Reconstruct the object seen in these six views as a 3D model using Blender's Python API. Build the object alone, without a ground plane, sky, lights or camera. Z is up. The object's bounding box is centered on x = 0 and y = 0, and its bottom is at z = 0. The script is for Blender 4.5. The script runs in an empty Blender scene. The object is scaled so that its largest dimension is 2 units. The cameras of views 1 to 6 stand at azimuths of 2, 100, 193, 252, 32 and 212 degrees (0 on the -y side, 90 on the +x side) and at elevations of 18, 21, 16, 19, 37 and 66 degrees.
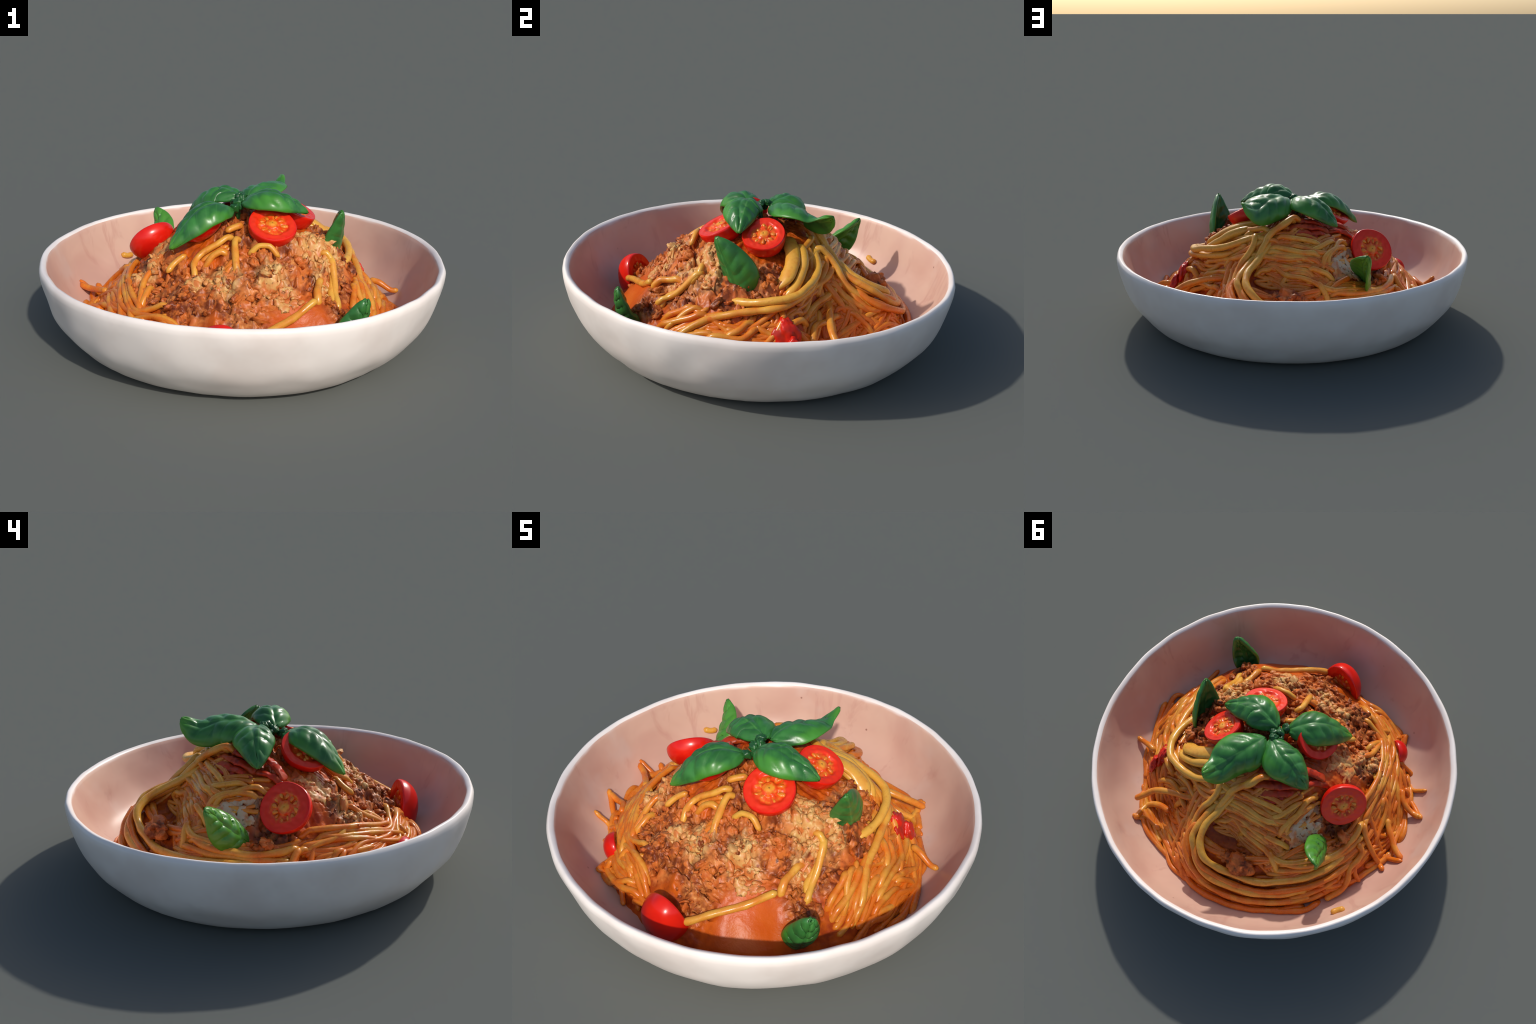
"""A white bowl of spaghetti with meat sauce, tomato halves and basil leaves."""
import bpy, bmesh, math, random
import numpy as np
from mathutils import Vector, Matrix

random.seed(11)
RNG = np.random.RandomState(11)

# ----------------------------------------------------------------- helpers
PERM = np.random.RandomState(5).permutation(256)
PERM = np.concatenate([PERM, PERM, PERM])
GRAD = np.random.RandomState(6).normal(size=(256, 3))
GRAD /= np.linalg.norm(GRAD, axis=1)[:, None]


def noise3(p):
    """Vectorised gradient noise, about -1..1."""
    p = np.asarray(p, float)
    i = np.floor(p).astype(int)
    f = p - i
    w = f * f * f * (f * (f * 6 - 15) + 10)
    i &= 255
    out = 0
    for dx in (0, 1):
        for dy in (0, 1):
            for dz in (0, 1):
                g = GRAD[PERM[PERM[PERM[i[:, 0] + dx] + i[:, 1] + dy] + i[:, 2] + dz]]
                d = ((f - (dx, dy, dz)) * g).sum(1)
                k = (w[:, 0] if dx else 1 - w[:, 0]) * (w[:, 1] if dy else 1 - w[:, 1]) * (w[:, 2] if dz else 1 - w[:, 2])
                out = out + d * k
    return out * 1.6


def fbm(p, octaves=4):
    p = np.asarray(p, float)
    out, a = 0, 1.0
    for k in range(octaves):
        out = out + a * noise3(p + 17.3 * k)
        p, a = p * 2.03, a * 0.5
    return out


def cells(p):
    """Distance to the nearest jittered cell centre, and a random value per cell."""
    p = np.asarray(p, float)
    i = np.floor(p).astype(int)
    best = np.full(len(p), 9.0)
    val = np.zeros(len(p))
    for dx in (-1, 0, 1):
        for dy in (-1, 0, 1):
            for dz in (-1, 0, 1):
                c = i + (dx, dy, dz)
                hsh = PERM[PERM[PERM[c[:, 0] & 255] + (c[:, 1] & 255)] + (c[:, 2] & 255)]
                q = c + 0.5 + GRAD[hsh] * 0.45
                d = np.linalg.norm(p - q, axis=1)
                m = d < best
                best[m] = d[m]
                val[m] = hsh[m] / 255.0
    return best, val


def smooth(a, b, x):
    t = np.clip((np.asarray(x, float) - a) / (b - a), 0, 1)
    return t * t * (3 - 2 * t)


def catmull(points, n):
    """n points, evenly spaced, on a smooth curve through the control points."""
    P = np.asarray(points, float)
    P = np.vstack([2 * P[0] - P[1], P, 2 * P[-1] - P[-2]])
    out = []
    for k in range(1, len(P) - 2):
        a, b, c, d = P[k - 1], P[k], P[k + 1], P[k + 2]
        t = np.linspace(0, 1, 24, endpoint=False)[:, None]
        out.append(0.5 * (2 * b + (c - a) * t + (2 * a - 5 * b + 4 * c - d) * t**2 + (3 * b - a - 3 * c + d) * t**3))
    out = np.vstack(out + [P[-2][None]])
    s = np.r_[0, np.cumsum(np.linalg.norm(np.diff(out, axis=0), axis=1))]
    u = np.linspace(0, s[-1], n)
    return np.stack([np.interp(u, s, out[:, j]) for j in range(out.shape[1])], -1)


def mesh_object(name, verts, faces, mats, parent=None, flat=False):
    me = bpy.data.meshes.new(name)
    me.from_pydata([tuple(map(float, v)) for v in verts], [], [tuple(map(int, f)) for f in faces])
    if not flat:
        me.polygons.foreach_set("use_smooth", [True] * len(me.polygons))
    for m in mats if isinstance(mats, (list, tuple)) else [mats]:
        me.materials.append(m)
    me.update()
    ob = bpy.data.objects.new(name, me)
    bpy.context.scene.collection.objects.link(ob)
    if parent:
        ob.parent = parent
    return ob


def empty(name, label, category):
    ob = bpy.data.objects.new(name, None)
    ob.empty_display_size = 0.1
    bpy.context.scene.collection.objects.link(ob)
    ob["label"], ob["category"] = label, category
    return ob


def grid_faces(rows, cols, closed=True):
    r, c = np.meshgrid(np.arange(rows - 1), np.arange(cols if closed else cols - 1), indexing="ij")
    d = (c + 1) % cols
    return np.stack([r * cols + c, r * cols + d, (r + 1) * cols + d, (r + 1) * cols + c], -1).reshape(-1, 4)


# --------------------------------------------------------------- materials
def srgb(r, g, b):
    f = lambda c: c / 12.92 if c <= 0.04045 else ((c + 0.055) / 1.055) ** 2.4
    return tuple(f(c / 255) for c in (r, g, b)) + (1.0,)


class Mat:
    """A small wrapper that keeps node building short."""

    def __init__(self, name, rough=0.4, spec=0.5, coat=0.0, coat_rough=0.1, sss=0.0):
        self.m = bpy.data.materials.new(name)
        self.m.use_nodes = True
        self.n, self.l = self.m.node_tree.nodes, self.m.node_tree.links
        self.b = self.n["Principled BSDF"]
        self.b.inputs["Roughness"].default_value = rough
        self.b.inputs["Specular IOR Level"].default_value = spec
        self.b.inputs["Coat Weight"].default_value = coat
        self.b.inputs["Coat Roughness"].default_value = coat_rough
        if sss:
            self.b.inputs["Subsurface Weight"].default_value = sss
            self.b.inputs["Subsurface Scale"].default_value = 0.02
            self.b.inputs["Subsurface Radius"].default_value = (1.0, 0.35, 0.15)
        self.tc = self.n.new("ShaderNodeTexCoord")
        self.obj = self.tc.outputs["Object"]

    def put(self, sock, v):
        if isinstance(v, bpy.types.NodeSocket):
            self.l.new(v, sock)
        else:
            sock.default_value = v

    def noise(self, scale, detail=3, rough=0.5, vec=None, dist=0.0, offset=None, stretch=None):
        vec = vec or self.obj
        if offset or stretch:
            mp = self.n.new("ShaderNodeMapping")
            self.l.new(vec, mp.inputs["Vector"])
            mp.inputs["Location"].default_value = offset or (0, 0, 0)
            mp.inputs["Scale"].default_value = stretch or (1, 1, 1)
            vec = mp.outputs["Vector"]
        t = self.n.new("ShaderNodeTexNoise")
        self.l.new(vec, t.inputs["Vector"])
        t.inputs["Scale"].default_value = scale
        t.inputs["Detail"].default_value = detail
        t.inputs["Roughness"].default_value = rough
        t.inputs["Distortion"].default_value = dist
        return t.outputs["Fac"]

    def voronoi(self, scale, out="Distance"):
        t = self.n.new("ShaderNodeTexVoronoi")
        self.l.new(self.obj, t.inputs["Vector"])
        t.inputs["Scale"].default_value = scale
        return t.outputs[out]

    def math(self, op, a, b=0.0, c=None, clamp=False):
        t = self.n.new("ShaderNodeMath")
        t.operation = op
        t.use_clamp = clamp
        self.put(t.inputs[0], a)
        self.put(t.inputs[1], b)
        if c is not None:
            self.put(t.inputs[2], c)
        return t.outputs[0]

    def step(self, x, a, b, lo=0.0, hi=1.0):
        t = self.n.new("ShaderNodeMapRange")
        t.interpolation_type = "SMOOTHSTEP"
        self.put(t.inputs["Value"], x)
        for k, v in (("From Min", a), ("From Max", b), ("To Min", lo), ("To Max", hi)):
            t.inputs[k].default_value = v
        return t.outputs["Result"]

    def mix(self, f, a, b):
        t = self.n.new("ShaderNodeMix")
        t.data_type = "RGBA"
        self.put(t.inputs["Factor"], f)
        self.put(t.inputs["A"], a)
        self.put(t.inputs["B"], b)
        return t.outputs["Result"]

    def axis(self):
        t = self.n.new("ShaderNodeSeparateXYZ")
        self.l.new(self.obj, t.inputs[0])
        return t.outputs

    def near(self, spots):
        """A mask that is 1 close to the given (x, y, radius) places."""
        total = None
        s = self.axis()
        for x, y, r in spots:
            dx = self.math("SUBTRACT", s[0], x)
            dy = self.math("SUBTRACT", s[1], y)
            d = self.math("SQRT", self.math("ADD", self.math("MULTIPLY", dx, dx), self.math("MULTIPLY", dy, dy)))
            k = self.step(d, 0.35 * r, 1.25 * r, 1.0, 0.0)
            total = k if total is None else self.math("MAXIMUM", total, k)
        return total

    def random(self):
        return self.n.new("ShaderNodeObjectInfo").outputs["Random"]

    def bump(self, hgt, strength=0.3, dist=0.01):
        t = self.n.new("ShaderNodeBump")
        t.inputs["Strength"].default_value = strength
        t.inputs["Distance"].default_value = dist
        self.l.new(hgt, t.inputs["Height"])
        self.l.new(t.outputs["Normal"], self.b.inputs["Normal"])

    def done(self, col, rough=None):
        self.put(self.b.inputs["Base Color"], col)
        if rough is not None:
            self.put(self.b.inputs["Roughness"], rough)
        return self.m


# places (x, y, radius) where the meat sauce and the cheese lie on the pasta
MEAT = [(0.02, -0.44, 0.20), (0.22, -0.40, 0.20), (-0.20, -0.45, 0.17), (0.40, -0.22, 0.17), (-0.38, -0.32, 0.15),
        (0.12, -0.22, 0.16), (0.46, 0.0, 0.14), (0.42, 0.13, 0.10), (-0.50, -0.22, 0.12), (-0.12, 0.59, 0.075), (-0.45, 0.12, 0.12),
        (-0.54, 0.20, 0.08), (0.0, -0.05, 0.2), (0.05, -0.58, 0.12), (0.45, -0.45, 0.09)]
CHEESE = [(0.30, -0.16, 0.10), (0.37, -0.22, 0.09), (0.15, -0.43, 0.08), (-0.20, -0.42, 0.055), (-0.06, -0.44, 0.08),
          (0.22, -0.48, 0.07), (-0.33, 0.29, 0.12), (-0.36, -0.10, 0.10), (0.44, -0.14, 0.06), (-0.46, -0.24, 0.07), (0.40, -0.34, 0.06), (-0.11, 0.61, 0.03)]
POOL = [(0.30, -0.61, 0.19), (-0.17, -0.61, 0.07)]
WHITE = [(-0.36, 0.27, 0.15), (-0.31, 0.03, 0.06)]


def bowl_glaze():
    m = Mat("white_glaze", 0.32, 0.4)
    n = m.noise(3.5, 4, 0.55)
    c = m.mix(m.step(n, 0.35, 0.7), srgb(245, 235, 227), srgb(236, 223, 214))
    c = m.mix(m.step(m.noise(2.2, 5, 0.6, offset=(4, 2, 1)), 0.60, 0.74, 0, 0.35), c, srgb(216, 205, 198))
    return m.done(c)


def bowl_inner_pink():
    m = Mat("pinkish_inner_glaze", 0.35, 0.4)
    n = m.noise(2.4, 4, 0.55, dist=0.6)
    c = m.mix(m.step(n, 0.3, 0.7), srgb(217, 179, 158), srgb(206, 162, 144))
    streak = m.noise(7, 4, 0.6, stretch=(1, 1, 0.35), dist=0.8)
    c = m.mix(m.step(streak, 0.56, 0.70, 0, 0.55), c, srgb(194, 144, 128))
    c = m.mix(m.step(m.noise(3.1, 3, 0.5, offset=(3, 1, 0)), 0.55, 0.72, 0, 0.6), c, srgb(214, 188, 175))
    s = m.axis()
    rim = m.math("ADD", s[2], m.math("MULTIPLY", m.math("SUBTRACT", m.noise(5, 2), 0.5), 0.05))
    c = m.mix(m.step(rim, 0.392, 0.418), c, srgb(242, 232, 225))
    speck = m.math("MULTIPLY", m.step(m.voronoi(9), 0.035, 0.075, 1, 0), m.step(m.noise(6, 1, offset=(7, 0, 3)), 0.56, 0.64))
    c = m.mix(m.math("MULTIPLY", speck, 0.7), c, srgb(120, 62, 48))
    return m.done(c)


def pasta(level):
    """Spaghetti: plain yellow at level 0, coated with orange sauce at level 3."""
    f = level / 3.0
    m = Mat("pasta_sauce_level", 0.30, 0.42, coat=0.04, coat_rough=0.2)
    n1 = m.noise(11, 3, 0.55)
    n2 = m.noise(38, 3, 0.6, offset=(2, 5, 1))
    sauce = m.math("ADD", m.math("MULTIPLY", m.math("SUBTRACT", n1, 0.5), 2.0), f + 0.05)
    sauce = m.math("ADD", sauce, m.math("MULTIPLY", m.math("SUBTRACT", m.random(), 0.5), 0.25))
    c = m.mix(m.step(sauce, 0.0, 1.0), srgb(222, 164, 64), srgb(214, 110, 28))
    c = m.mix(m.step(n2, 0.55, 0.78, 0, 0.5), c, srgb(176, 76, 20))
    c = m.mix(m.step(m.noise(21, 2, offset=(9, 0, 4)), 0.58, 0.75, 0, 0.5), c, srgb(214, 136, 40))
    m.bump(m.noise(60, 3), 0.12, 0.006)
    return m.done(c, m.step(n2, 0.3, 0.7, 0.19, 0.38))


def meat_colours(m, wet=0.0):
    """Brown mince with orange sauce between, and pale melted cheese in places."""
    n1 = m.noise(24, 4, 0.6)
    n2 = m.noise(9, 3, 0.55, offset=(1, 7, 2))
    n3 = m.noise(55, 3, 0.6, offset=(5, 1, 3))
    meat = m.mix(m.step(n1, 0.32, 0.68), srgb(138, 64, 28), srgb(208, 126, 64))
    meat = m.mix(m.step(n3, 0.52, 0.72, 0, 0.8), meat, srgb(214, 148, 82))
    sauce = m.mix(m.step(m.noise(16, 3, offset=(3, 3, 8)), 0.35, 0.7), srgb(212, 116, 48), srgb(192, 86, 30))
    c = m.mix(m.step(m.math("SUBTRACT", n2, wet), 0.42, 0.60, 0.75, 0.0), meat, sauce)
    dark = m.step(m.noise(8, 4, 0.6, offset=(4, 4, 1)), 0.42, 0.58, 0.0, 0.85)  # dark blotches colour crevice shadow into the mince
    c = m.mix(m.math("MULTIPLY", dark, m.step(m.noise(34, 3, offset=(8, 0, 2)), 0.36, 0.54)), c, srgb(104, 42, 20))
    c = m.mix(m.step(m.noise(30, 3, offset=(0, 4, 9)), 0.62, 0.72, 0, 0.85), c, srgb(78, 32, 18))
    cheese = m.mix(m.step(n1, 0.4, 0.7), srgb(218, 176, 112), srgb(204, 140, 80))
    cheese = m.mix(m.math("MULTIPLY", m.near(WHITE), 0.8), cheese, srgb(198, 176, 150))
    mask = m.math("MULTIPLY", m.near(CHEESE), m.step(m.noise(19, 4, 0.6, offset=(6, 2, 2)), 0.36, 0.52))
    c = m.mix(mask, c, cheese)
    herb = m.step(m.noise(70, 2, offset=(2, 2, 6)), 0.68, 0.74, 0, 0.7)
    c = m.mix(m.math("MULTIPLY", herb, m.near(MEAT)), c, srgb(74, 62, 34))
    return c, n1, n3


def sauce_bed_material():
    m = Mat("meat_sauce", 0.38, 0.25, coat=0.03, coat_rough=0.25)
    c, n1, n3 = meat_colours(m)
    plain = m.mix(m.step(m.noise(13, 3, 0.6), 0.35, 0.7), srgb(200, 92, 20), srgb(152, 56, 16))  # base colour deepened to paint the shadowed gaps between strands
    c = m.mix(m.step(m.near(MEAT), 0.15, 0.6), plain, c)
    pool = m.mix(m.step(m.noise(6, 2), 0.35, 0.65), srgb(200, 84, 14), srgb(208, 100, 28))
    c = m.mix(m.near(POOL[:1]), c, pool)
    c = m.mix(m.math("MULTIPLY", m.near([(-0.16, 0.19, 0.13)]), m.step(m.noise(15, 3, offset=(1, 2, 2)), 0.3, 0.5)), c, srgb(176, 44, 24))
    m.bump(n3, 0.25, 0.008)
    return m.done(c)


def mince_material():
    m = Mat("minced_meat", 0.42, 0.25, coat=0.02, coat_rough=0.25)
    c, n1, n3 = meat_colours(m, 0.12)
    m.bump(n3, 0.3, 0.006)
    return m.done(c)


def cheese_material():
    m = Mat("melted_cheese", 0.42, 0.45)
    n = m.noise(30, 3)
    c = m.mix(m.step(n, 0.35, 0.7), srgb(212, 164, 96), srgb(206, 130, 66))
    c = m.mix(m.step(m.noise(22, 3, offset=(5, 1, 1)), 0.46, 0.58, 0, 0.85), c, srgb(200, 108, 48))
    c = m.mix(m.math("MULTIPLY", m.near(WHITE), m.step(m.noise(26, 4, offset=(3, 9, 1)), 0.38, 0.60, 0.1, 0.85)), c, srgb(200, 178, 150))
    c = m.mix(m.step(m.noise(60, 2, offset=(1, 1, 1)), 0.60, 0.70, 0, 0.75), c, srgb(116, 78, 40))
    return m.done(c)


def skin_material():
    m = Mat("tomato_skin", 0.25, 0.45, coat=0.1, coat_rough=0.12)
    c = m.mix(m.step(m.noise(7, 3), 0.35, 0.7), srgb(232, 36, 16), srgb(206, 20, 12))
    return m.done(c)


def face_material(radius):
    m = Mat("tomato_flesh", 0.3, 0.35, coat=0.02, coat_rough=0.15)
    s = m.axis()
    d = m.math("SQRT", m.math("ADD", m.math("MULTIPLY", s[0], s[0]), m.math("MULTIPLY", s[1], s[1])))
    d = m.math("ADD", m.math("DIVIDE", d, radius), m.math("MULTIPLY", m.math("SUBTRACT", m.noise(40, 3), 0.5), 0.35))
    gel = m.mix(m.step(m.noise(55, 2), 0.4, 0.65), srgb(226, 70, 20), srgb(224, 112, 30))
    c = m.mix(m.step(d, 0.50, 0.66), gel, srgb(228, 50, 22))
    c = m.mix(m.step(d, 0.10, 0.24), srgb(230, 150, 50), c)
    c = m.mix(m.step(d, 0.86, 0.97), c, srgb(226, 32, 16))
    return m.done(c)


def seed_material():
    m = Mat("tomato_seed", 0.3, 0.5)
    c = m.mix(m.random(), srgb(230, 140, 44), srgb(216, 106, 28))
    return m.done(c)


def leaf_material(pale=0.0):
    """Basil: local x runs from the base to the tip, y across."""
    m = Mat("basil_leaf", 0.34, 0.45, coat=0.12, coat_rough=0.25)
    s = m.axis()
    n = m.noise(14, 3)
    c = m.mix(m.step(n, 0.3, 0.7), srgb(40, 96, 42), srgb(58, 124, 54))
    side = m.math("ABSOLUTE", s[1])
    vein = m.math("FRACT", m.math("MULTIPLY", m.math("SUBTRACT", s[0], m.math("MULTIPLY", side, 0.75)), 17.0))
    vein = m.step(m.math("ABSOLUTE", m.math("SUBTRACT", vein, 0.5)), 0.42, 0.5)
    c = m.mix(m.math("MULTIPLY", vein, 0.12), c, srgb(96, 160, 84))
    c = m.mix(m.step(side, 0.0, 0.006, 0.28, 0.0), c, srgb(104, 166, 84))
    edge = m.math("ADD", side, m.math("MULTIPLY", m.noise(20, 2), 0.02))
    c = m.mix(m.step(edge, 0.075, 0.10, 0, 0.5), c, srgb(76, 148, 36))
    tip = m.math("ADD", s[0], m.math("MULTIPLY", m.noise(9, 2, offset=(1, 0, 2)), 0.05))
    c = m.mix(m.step(tip, 0.31, 0.42, pale, 0.75), c, srgb(92, 160, 38))
    return m.done(c)


def stem_material():
    m = Mat("basil_stem", 0.35, 0.5)
    return m.done(m.mix(m.step(m.noise(25, 2), 0.35, 0.7), srgb(30, 78, 38), srgb(46, 104, 48)))


def strip_material():
    m = Mat("red_pepper", 0.32, 0.4, coat=0.05, coat_rough=0.15)
    c = m.mix(m.step(m.noise(18, 3), 0.35, 0.7), srgb(212, 36, 18), srgb(178, 42, 18))
    return m.done(c)


def stewed_material():
    m = Mat("stewed_tomato", 0.38, 0.3)
    c = m.mix(m.step(m.noise(14, 4), 0.35, 0.7), srgb(196, 52, 22), srgb(176, 70, 26))
    c = m.mix(m.step(m.noise(30, 3, offset=(3, 0, 1)), 0.52, 0.68, 0, 0.7), c, srgb(126, 34, 18))
    return m.done(c)


GLAZE, INNER_PINK = bowl_glaze(), bowl_inner_pink()
PASTA = [pasta(k) for k in range(4)]
BED, MINCE, CHEESE_MAT = sauce_bed_material(), mince_material(), cheese_material()
SKIN, SEED = skin_material(), seed_material()
LEAF, LEAF_PALE, STEM, STRIP, STEWED = leaf_material(), leaf_material(0.45), stem_material(), strip_material(), stewed_material()

# -------------------------------------------------------------------- bowl
OUTER = [(0.0, 0.012), (0.35, 0.010), (0.61, 0.002), (0.724, 0.0), (0.776, 0.007), (0.816, 0.027), (0.851, 0.057), (0.890, 0.100),
         (0.929, 0.150), (0.957, 0.205), (0.980, 0.275), (0.996, 0.340), (1.001, 0.385), (0.999, 0.402), (0.992, 0.411)]
INNER = [(0.984, 0.4125), (0.974, 0.409), (0.966, 0.397), (0.951, 0.350), (0.932, 0.294), (0.910, 0.236), (0.882, 0.184), (0.845, 0.140),
         (0.790, 0.103), (0.71, 0.076), (0.60, 0.066), (0.35, 0.060), (0.0, 0.060)]
IN_R = [p[0] for p in INNER[::-1]]
IN_Z = [p[1] for p in INNER[::-1]]


def bowl_floor(x, y):
    return np.interp(np.hypot(x, y), IN_R, IN_Z)


def build_bowl():
    seg = 220
    out = catmull(OUTER, 60)
    inn = catmull(INNER, 60)
    prof = np.vstack([out[1:], inn[:-1]])
    th = np.linspace(0, 2 * math.pi, seg, endpoint=False)
    r, z = prof[:, 0][:, None], prof[:, 1][:, None]
    grow = 1 + (0.002 * np.cos(3 * (th + math.pi / 4)) - 0.002 * np.cos(2 * (th + math.pi / 4)))[None] * smooth(0.5, 0.9, r)
    V = np.stack([r * np.cos(th) * grow, r * np.sin(th) * grow, z + 0 * th], -1)
    p = V.reshape(-1, 3)
    # hand made: slow waves in the wall and in the rim, small facets near the foot
    w = smooth(0.6, 0.9, np.hypot(p[:, 0], p[:, 1]))
    d = 0.006 * noise3(p * 3.1 + 3) + 0.004 * noise3(p * 7.0 + 9) - 0.006 * (np.abs(noise3(p * 4.3 + 21)) - 0.25) * smooth(0.38, 0.25, p[:, 2])
    cd, cv = cells(p * 5.5 + 2)
    d += 0.004 * (cv - 0.5) * smooth(0.22, 0.02, p[:, 2])
    rad = p[:, :2] / np.maximum(np.hypot(p[:, 0], p[:, 1]), 1e-6)[:, None]
    p[:, :2] += rad * (d * w)[:, None]
    # the foot stands a little to one side, so one flank is steeper
    lean = -0.002 * smooth(0.42, 0.10, p[:, 2]) * smooth(0.3, 0.7, np.hypot(p[:, 0], p[:, 1]))
    p[:, 0] += 0.75 * lean
    p[:, 1] -= 0.66 * lean
    p[:, 2] += 0.0022 * noise3(np.c_[rad * 2.0, 0 * w + 4.0]) * smooth(0.25, 0.41, p[:, 2]) + 0.0012 * noise3(p * 16) * smooth(0.38, 0.41, p[:, 2])
    p[:, 2] = np.maximum(p[:, 2], 0.0)
    rows = len(prof)
    faces = [tuple(f) for f in grid_faces(rows, seg)]
    n = len(p)
    verts = np.vstack([p, [(0, 0, 0.012), (0, 0, 0.07)]])
    for j in (0, 1):
        lo, hi = verts[:, j].min(), verts[:, j].max()
        verts[:, j] = -1 + 2 * (verts[:, j] - lo) / (hi - lo)
    faces += [(n, (k + 1) % seg, k) for k in range(seg)]
    base = (rows - 1) * seg
    faces += [(n + 1, base + k, base + (k + 1) % seg) for k in range(seg)]
    ob = mesh_object("ceramic_bowl", verts, faces, [GLAZE, INNER_PINK])
    rows_out = len(out) - 1
    idx = [0] * len(ob.data.polygons)
    for k, f in enumerate(faces):
        row = min(f) // seg
        if row >= rows_out + 1 or k >= (rows - 1) * seg + seg:
            idx[k] = 1
    ob.data.polygons.foreach_set("material_index", idx)
    ob["label"] = "round white hand-made bowl with pinkish inside"
    ob["category"] = "bowl"
    return ob


build_bowl()

# ------------------------------------------------------------- pasta mound
MOUND_R = [0, .1, .2, .3, .36, .42, .46, .51, .57, .62, .68, .74, .78, .82, .86]
MOUND_Z = [.605, .605, .595, .57, .537, .49, .458, .40, .352, .30, .24, .175, .115, .065, .02]
# swellings and hollows of the mound: x, y, height, width
LUMPS = [(.43, -.49, .07, .07), (-.42, .19, -.055, .10), (-.03, .47, -.10, .09), (.10, .66, .055, .08), (-.20, -.66, -.035, .09), (-.10, .60, .02, .07),
         (.30, -.61, -.05, .10), (.50, .20, .06, .08), (.37, .42, -.09, .10), (-.22, -.28, -.07, .10), (-.08, -.37, -.035, .09), (.43, -.36, -.045, .07),
         (-.28, .62, -.03, .11), (-.37, -.36, -.03, .07), (.45, -.13, .035, .09), (.62, .18, -.04, .09), (.49, .49, -.085, .10), (.03, .22, .03, .08), (.32, .64, -.045, .08), (-.66, .0, -.03, .10), (.03, -.43, -.025, .08),
         (.02, .77, -.03, .08), (-.08, .19, .03, .09), (.28, -.30, .012, .08), (-.27, -.47, .03, .06), (.41, -.17, .02, .06)]


def mound(x, y):
    z = np.interp(np.hypot(x, y), MOUND_R, MOUND_Z)
    for a, b, c, s in LUMPS:
        z = z + c * np.exp(-((x - a) ** 2 + (y - b) ** 2) / (2 * s * s))
    return z


def place_mask(x, y, spots):
    out = np.zeros_like(np.asarray(x, float))
    for a, b, r in spots:
        out = np.maximum(out, smooth(1.25 * r, 0.5 * r, np.hypot(x - a, y - b)))
    return out


dish = empty("spaghetti_with_meat_sauce", "mound of spaghetti covered with meat sauce and melted cheese", "pasta")


def bed_height(x, y):
    """Top of the sauce and meat: ragged foot, smooth pool, craggy crumbs where the meat lies."""
    x, y = np.asarray(x, float), np.asarray(y, float)
    rr = np.maximum(np.hypot(x, y), 1e-6)
    wob = 0.024 * noise3(np.c_[x / rr * 3, y / rr * 3, 0 * x]) * smooth(0.4, 0.75, rr)
    k = 1 - wob / rr
    z = mound(x * k, y * k)
    p = np.c_[x, y, z]
    meat = place_mask(x, y, MEAT) * (1 - 0.9 * place_mask(x, y, POOL))
    pool = place_mask(x, y, POOL[:1])
    warp = p + 0.016 * np.c_[noise3(p * 32), noise3(p * 32 + 50), noise3(p * 32 + 90)]
    d1, v1 = cells(warp * 13)
    d2, v2 = cells(warp * 29 + 7)
    d3, v3 = cells(warp * 62 + 3)
    crumb = 0.044 * (v1 - 0.5) * smooth(0.85, 0.3, d1) + 0.030 * (v2 - 0.35) * smooth(0.75, 0.2, d2) + 0.009 * (v3 - 0.25) * smooth(0.7, 0.1, d3)
    crumb -= 0.032 * smooth(0.30, 0.55, noise3(p * 21 + 60)) + 0.020 * smooth(0.35, 0.6, noise3(p * 38 + 11))
    crumb += 0.016 * fbm(p * 9, 4) - 0.045 * smooth(0.25, 0.75, fbm(p * 9 + 30, 3)) + 0.003 * fbm(p * 55, 2) - 0.003
    ribs = 0.010 * fbm(np.c_[np.arctan2(y, x) * 9, rr * 5, 0 * x], 3) + 0.006 * fbm(p * 22, 3)
    z = z - 0.022 + meat * (0.002 + crumb) + (1 - meat) * ((1 - pool) * (ribs - 0.020) + pool * (0.016 + 0.004 * noise3(p * 9)))
    return np.maximum(z, bowl_floor(x, y) - 0.02)


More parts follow.
